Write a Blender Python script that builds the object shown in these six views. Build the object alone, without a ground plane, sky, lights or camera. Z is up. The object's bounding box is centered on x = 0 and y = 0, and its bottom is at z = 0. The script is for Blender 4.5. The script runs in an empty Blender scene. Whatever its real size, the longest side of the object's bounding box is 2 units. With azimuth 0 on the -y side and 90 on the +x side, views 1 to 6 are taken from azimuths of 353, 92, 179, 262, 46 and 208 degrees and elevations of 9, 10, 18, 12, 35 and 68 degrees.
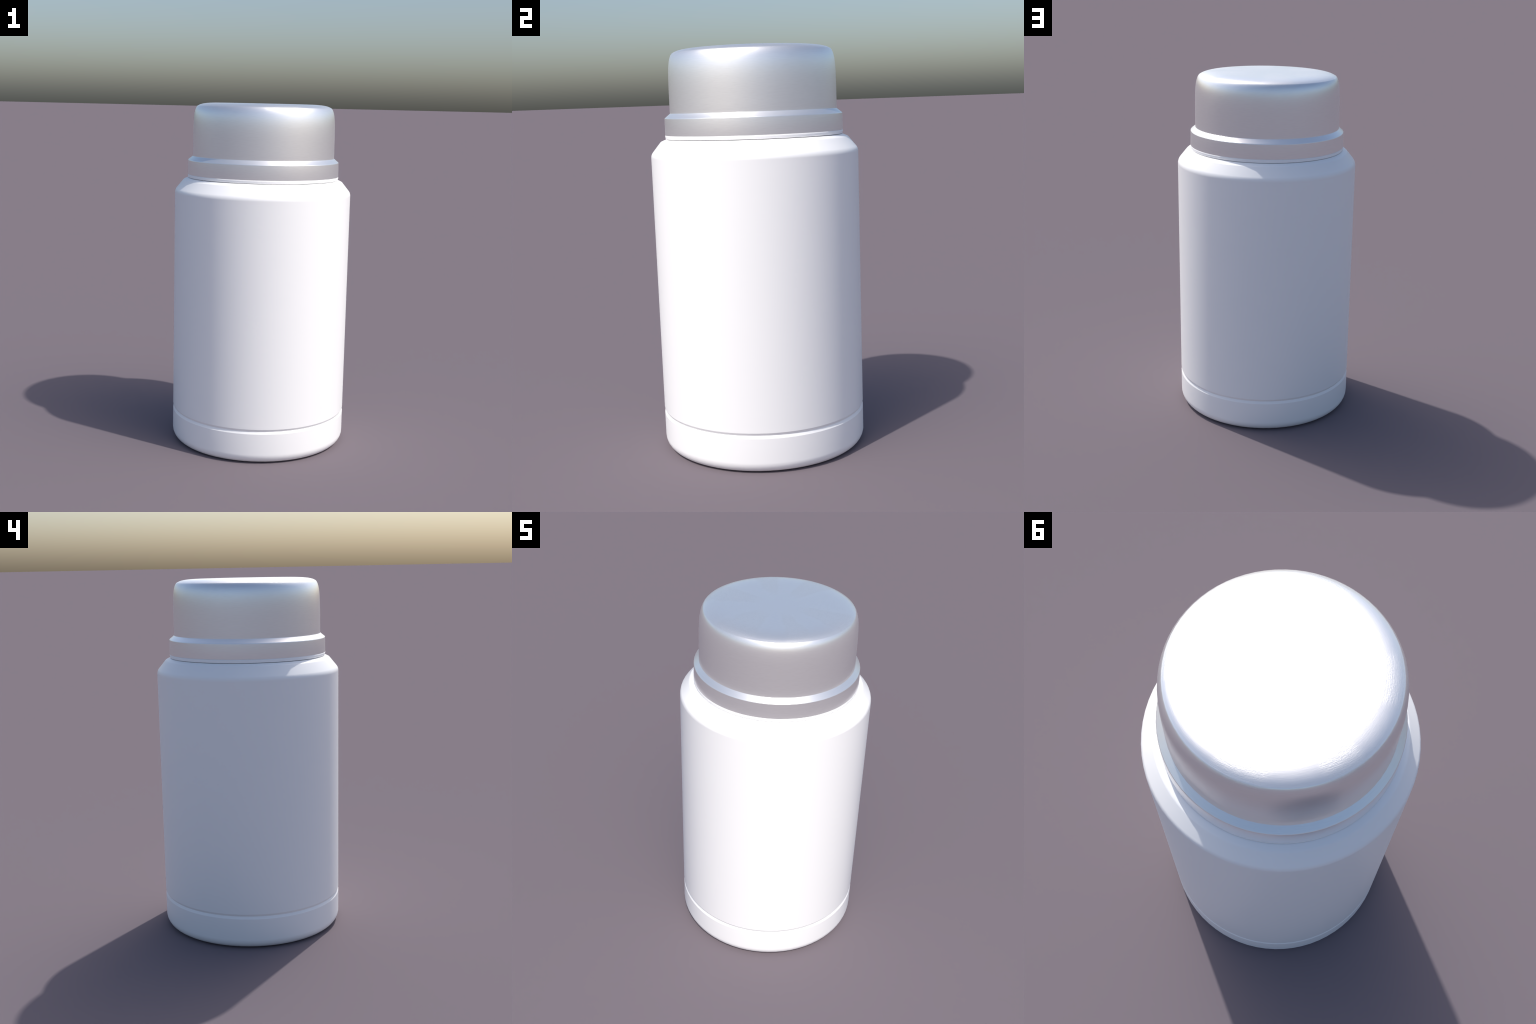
"""Insulated food jar: white lacquered steel body with a grooved base,
a brushed-metal screw lid and a thin white collar ring under the lid.
Every part is a lathe-turned profile given as (radius, height, fillet)."""
import bpy, bmesh, math

SEGMENTS = 72
FIRST_VERTEX = math.radians(4)
R_BODY = 0.5155


# ------------------------------------------------------------------ profiles
def filleted(points, steps=10):
    """Polyline of (r, z, fillet radius) -> list of (r, z) with round corners."""
    out = []
    n = len(points)
    for i, (r, z, f) in enumerate(points):
        if f <= 0 or i in (0, n - 1):
            out.append((r, z))
            continue
        ax, az = points[i - 1][0] - r, points[i - 1][1] - z
        bx, bz = points[i + 1][0] - r, points[i + 1][1] - z
        la, lb = math.hypot(ax, az), math.hypot(bx, bz)
        ax, az, bx, bz = ax / la, az / la, bx / lb, bz / lb
        ang = math.acos(max(-1, min(1, ax * bx + az * bz)))
        t = min(f / math.tan(ang / 2), 0.98 * la, 0.98 * lb)
        rad = t * math.tan(ang / 2)
        mx, mz = ax + bx, az + bz
        ml = math.hypot(mx, mz)
        cd = rad / math.sin(ang / 2)
        cx, cz = r + mx / ml * cd, z + mz / ml * cd
        a0 = math.atan2(z + az * t - cz, r + ax * t - cx)
        a1 = math.atan2(z + bz * t - cz, r + bx * t - cx)
        d = (a1 - a0 + math.pi) % math.tau - math.pi
        for k in range(steps + 1):
            a = a0 + d * k / steps
            out.append((cx + rad * math.cos(a), cz + rad * math.sin(a)))
    return out


def bezier(p0, p1, p2, p3, steps):
    out = []
    for k in range(steps + 1):
        t = k / steps
        u = 1 - t
        out.append(tuple(u**3 * a + 3 * t * u * u * b + 3 * t * t * u * c + t**3 * d
                         for a, b, c, d in zip(p0, p1, p2, p3)))
    return out


def lathe(name, profile, material, parent, sharp_degrees=28):
    """Turn a profile (listed from below upwards, outside to the right) about z."""
    bm = bmesh.new()
    rings = []
    for r, z in profile:
        if r < 1e-6:
            rings.append([bm.verts.new((0, 0, z))])
        else:
            rings.append([bm.verts.new((r * math.cos(FIRST_VERTEX + math.tau * k / SEGMENTS),
                                        r * math.sin(FIRST_VERTEX + math.tau * k / SEGMENTS), z))
                          for k in range(SEGMENTS)])
    for a, b in zip(rings, rings[1:]):
        for k in range(SEGMENTS):
            j = (k + 1) % SEGMENTS
            if len(a) == 1:
                bm.faces.new((a[0], b[j], b[k]))
            elif len(b) == 1:
                bm.faces.new((a[k], a[j], b[0]))
            else:
                bm.faces.new((a[k], a[j], b[j], b[k]))
    for f in bm.faces:
        f.smooth = True
    limit = math.radians(sharp_degrees)
    for e in bm.edges:
        if len(e.link_faces) == 2 and e.calc_face_angle(0) > limit:
            e.smooth = False
    mesh = bpy.data.meshes.new(name)
    bm.to_mesh(mesh)
    bm.free()
    obj = bpy.data.objects.new(name, mesh)
    bpy.context.scene.collection.objects.link(obj)
    mesh.materials.append(material)
    obj.parent = parent
    return obj


# ----------------------------------------------------------------- materials
def turned_coordinates(nt, around, across):
    """Vector that runs slowly round the axis and fast along the profile, so
    noise on it gives the fine rings left by lathe brushing."""
    N, L = nt.nodes.new, nt.links.new
    co = N("ShaderNodeTexCoord")
    sep = N("ShaderNodeSeparateXYZ")
    L(co.outputs["Object"], sep.inputs[0])
    flat = N("ShaderNodeCombineXYZ")
    L(sep.outputs[0], flat.inputs[0])
    L(sep.outputs[1], flat.inputs[1])
    length = N("ShaderNodeVectorMath"); length.operation = "LENGTH"
    L(flat.outputs[0], length.inputs[0])
    unit = N("ShaderNodeVectorMath"); unit.operation = "NORMALIZE"
    L(flat.outputs[0], unit.inputs[0])
    usep = N("ShaderNodeSeparateXYZ")
    L(unit.outputs[0], usep.inputs[0])
    along = N("ShaderNodeMath"); along.operation = "SUBTRACT"
    L(sep.outputs[2], along.inputs[0])
    L(length.outputs["Value"], along.inputs[1])
    vec = N("ShaderNodeCombineXYZ")
    for i in range(2):
        m = N("ShaderNodeMath"); m.operation = "MULTIPLY"; m.inputs[1].default_value = around
        L(usep.outputs[i], m.inputs[0]); L(m.outputs[0], vec.inputs[i])
    m = N("ShaderNodeMath"); m.operation = "MULTIPLY"; m.inputs[1].default_value = across
    L(along.outputs[0], m.inputs[0]); L(m.outputs[0], vec.inputs[2])
    return vec.outputs[0], usep, length.outputs["Value"]


def new_material(name, base, rough, metallic):
    mat = bpy.data.materials.new(name)
    mat.use_nodes = True
    nt = mat.node_tree
    p = nt.nodes["Principled BSDF"]
    p.inputs["Base Color"].default_value = (*base, 1)
    p.inputs["Roughness"].default_value = rough
    p.inputs["Metallic"].default_value = metallic
    return mat, nt, p


def brush_bump(nt, p, vec, strength, distance):
    N, L = nt.nodes.new, nt.links.new
    noise = N("ShaderNodeTexNoise")
    noise.inputs["Scale"].default_value = 1
    noise.inputs["Detail"].default_value = 3
    noise.inputs["Roughness"].default_value = 0.6
    L(vec, noise.inputs["Vector"])
    bump = N("ShaderNodeBump")
    bump.inputs["Strength"].default_value = strength
    bump.inputs["Distance"].default_value = distance
    L(noise.outputs["Fac"], bump.inputs["Height"])
    L(bump.outputs[0], p.inputs["Normal"])
    return noise, bump


def white_lacquer():
    mat, nt, p = new_material("white_lacquer", (1.0, 1.0, 1.0), 0.4, 0.0)
    vec, _, _ = turned_coordinates(nt, 3.0, 260.0)
    brush_bump(nt, p, vec, 0.06, 0.002)
    return mat


# Sectors of the lid top where the brushing is rougher: (centre, half width) in degrees
ROUGH_SECTORS = ((20, 15), (100, 14), (150, 11), (207, 17), (280, 18), (331, 10))


def brushed_metal():
    mat, nt, p = new_material("brushed_metal", (0.96, 0.96, 0.96), 0.31, 0.79)
    N, L = nt.nodes.new, nt.links.new
    vec, usep, radius = turned_coordinates(nt, 11.0, 280.0)
    noise, bump = brush_bump(nt, p, vec, 0.12, 0.002)

    # ragged sector mask on the flat top
    rag = N("ShaderNodeTexNoise")
    rag.inputs["Scale"].default_value = 9
    rag.inputs["Detail"].default_value = 5
    co = N("ShaderNodeTexCoord")
    L(co.outputs["Object"], rag.inputs["Vector"])
    unit = N("ShaderNodeCombineXYZ")
    L(usep.outputs[0], unit.inputs[0])
    L(usep.outputs[1], unit.inputs[1])
    mask = None
    for centre, half in ROUGH_SECTORS:
        c = math.radians(centre)
        dot = N("ShaderNodeVectorMath"); dot.operation = "DOT_PRODUCT"
        dot.inputs[1].default_value = (math.cos(c), math.sin(c), 0)
        L(unit.outputs[0], dot.inputs[0])
        edge = N("ShaderNodeMapRange")
        edge.inputs["From Min"].default_value = math.cos(math.radians(half + 4))
        edge.inputs["From Max"].default_value = math.cos(math.radians(max(half - 7, 2)))
        L(dot.outputs["Value"], edge.inputs["Value"])
        if mask is None:
            mask = edge.outputs[0]
        else:
            m = N("ShaderNodeMath"); m.operation = "MAXIMUM"
            L(mask, m.inputs[0]); L(edge.outputs[0], m.inputs[1])
            mask = m.outputs[0]
    rough_edge = N("ShaderNodeMath"); rough_edge.operation = "MULTIPLY_ADD"
    rough_edge.inputs[1].default_value = 1.6
    rough_edge.inputs[2].default_value = -0.8
    L(rag.outputs["Fac"], rough_edge.inputs[0])
    summed = N("ShaderNodeMath"); summed.operation = "ADD"
    L(mask, summed.inputs[0]); L(rough_edge.outputs[0], summed.inputs[1])
    hard = N("ShaderNodeMapRange")
    hard.inputs["From Min"].default_value = 0.3
    hard.inputs["From Max"].default_value = 0.7
    L(summed.outputs[0], hard.inputs["Value"])
    ring = N("ShaderNodeMapRange")          # sectors start outside the hub
    ring.inputs["From Min"].default_value = 0.09
    ring.inputs["From Max"].default_value = 0.17
    L(radius, ring.inputs["Value"])
    outer = N("ShaderNodeMapRange")         # and end on the rounded shoulder
    outer.inputs["From Min"].default_value = 0.408
    outer.inputs["From Max"].default_value = 0.395
    L(radius, outer.inputs["Value"])
    m1 = N("ShaderNodeMath"); m1.operation = "MULTIPLY"
    L(hard.outputs[0], m1.inputs[0]); L(ring.outputs[0], m1.inputs[1])
    speck = N("ShaderNodeTexNoise")
    speck.inputs["Scale"].default_value = 170
    speck.inputs["Detail"].default_value = 2
    L(co.outputs["Object"], speck.inputs["Vector"])
    grain = N("ShaderNodeMapRange")
    grain.inputs["From Min"].default_value = 0.4
    grain.inputs["From Max"].default_value = 0.6
    grain.inputs["To Min"].default_value = 0.5
    L(speck.outputs["Fac"], grain.inputs["Value"])
    m2 = N("ShaderNodeMath"); m2.operation = "MULTIPLY"
    L(m1.outputs[0], m2.inputs[0]); L(outer.outputs[0], m2.inputs[1])
    rough = N("ShaderNodeMapRange")
    rough.inputs["To Min"].default_value = 0.31
    rough.inputs["To Max"].default_value = 0.375
    m3 = N("ShaderNodeMath"); m3.operation = "MULTIPLY"
    L(m2.outputs[0], m3.inputs[0]); L(grain.outputs[0], m3.inputs[1])
    L(m3.outputs[0], rough.inputs["Value"])
    L(rough.outputs[0], p.inputs["Roughness"])
    depth = N("ShaderNodeMapRange")
    depth.inputs["To Min"].default_value = 0.08
    depth.inputs["To Max"].default_value = 0.22
    L(m2.outputs[0], depth.inputs["Value"])
    L(depth.outputs[0], bump.inputs["Strength"])

    height = N("ShaderNodeMath"); height.operation = "MULTIPLY_ADD"
    L(m3.outputs[0], height.inputs[0])
    height.inputs[1].default_value = 0.4
    L(noise.outputs["Fac"], height.inputs[2])
    L(height.outputs[0], bump.inputs["Height"])

    tone = N("ShaderNodeMapRange")
    tone.inputs["From Min"].default_value = 0.25
    tone.inputs["From Max"].default_value = 0.6
    tone.inputs["To Min"].default_value = 0.945
    tone.inputs["To Max"].default_value = 0.985
    L(noise.outputs["Fac"], tone.inputs["Value"])
    dull = N("ShaderNodeMath"); dull.operation = "MULTIPLY_ADD"
    L(m3.outputs[0], dull.inputs[0])
    dull.inputs[1].default_value = -0.05
    L(tone.outputs[0], dull.inputs[2])
    col = N("ShaderNodeCombineColor")
    for i in range(3):
        L(dull.outputs[0], col.inputs[i])
    L(col.outputs[0], p.inputs["Base Color"])
    return mat


def gap_shadow_black():
    mat, nt, p = new_material("gap_shadow_black", (0.03, 0.03, 0.035), 0.7, 0.0)
    return mat


# --------------------------------------------------------------------- build
jar = bpy.data.objects.new("food_jar", None)
bpy.context.scene.collection.objects.link(jar)
jar["label"] = "white insulated food jar with brushed metal screw lid"
jar["category"] = "food jar"

white = white_lacquer()
metal = brushed_metal()

GROOVE = (0.5090, 0.1880)          # bottom of the V groove above the base

heel = [(R_BODY - 0.046 * (1 - math.cos(a)), 0.054 * (1 - math.sin(a)))
        for a in (math.radians(90 - 6 * k) for k in range(16))]
base = filleted([(0.0, 0.006, 0), (0.43, 0.006, 0.01), (0.445, 0.0, 0.006), (0.456, 0.0, 0)])
base += heel
base += filleted([(*heel[-1], 0), (R_BODY, 0.1735, 0.004), (*GROOVE, 0)])[1:]
lathe("base", base, white, jar)

body = filleted([
    (*GROOVE, 0), (R_BODY, 0.2005, 0.004), (R_BODY, 1.4930, 0.042),
    (0.4656, 1.5540, 0.022), (0.4400, 1.5648, 0.01), (0.4050, 1.5648, 0.001),
    (0.4050, 1.6000, 0.002), (0.0, 1.6000, 0)], 12)
lathe("body", body, white, jar)

collar = [(0.4150, 1.5675), (0.4390, 1.5675), (0.4400, 1.5705), (0.4410, 1.5745),
          (0.4415, 1.5790), (0.4416, 1.5855), (0.4150, 1.5856)]
lathe("collar_ring", collar, white, jar)

gap_shadow = [(0.4060, 1.5642), (0.4240, 1.5642), (0.4240, 1.5682), (0.4142, 1.5682), (0.4060, 1.5682)]  # near-black ring modelled inside the collar gap to deepen its shadow line
lathe("gap_shadow_ring", gap_shadow, gap_shadow_black(), jar)

lid = filleted([
    (0.0, 1.6010, 0), (0.4140, 1.6010, 0), (0.4145, 1.5858, 0),
    (0.4416, 1.5858, 0.0006), (0.4406, 1.6686, 0.006), (0.4132, 1.6908, 0.002),
    (0.4133, 1.70, 0)], 8)
CREASE = (0.3895, 1.9800)          # soft edge between the wall curve and the top disc
side, top = math.radians(45.5), math.radians(24)
lid += bezier((0.4134, 1.720), (0.4126, 1.870),
              (CREASE[0] + 0.0376 * math.cos(side), CREASE[1] - 0.0376 * math.sin(side)), CREASE, 40)
lid += bezier(CREASE, (CREASE[0] - 0.0119 * math.cos(top), CREASE[1] + 0.0119 * math.sin(top)),
              (0.3684, 1.9984), (0.2721, 1.9993), 24)[1:]
lid += [(0.19, 1.9997), (0.10, 2.0), (0.0, 2.0)]
lathe("lid", lid, metal, jar, sharp_degrees=15)
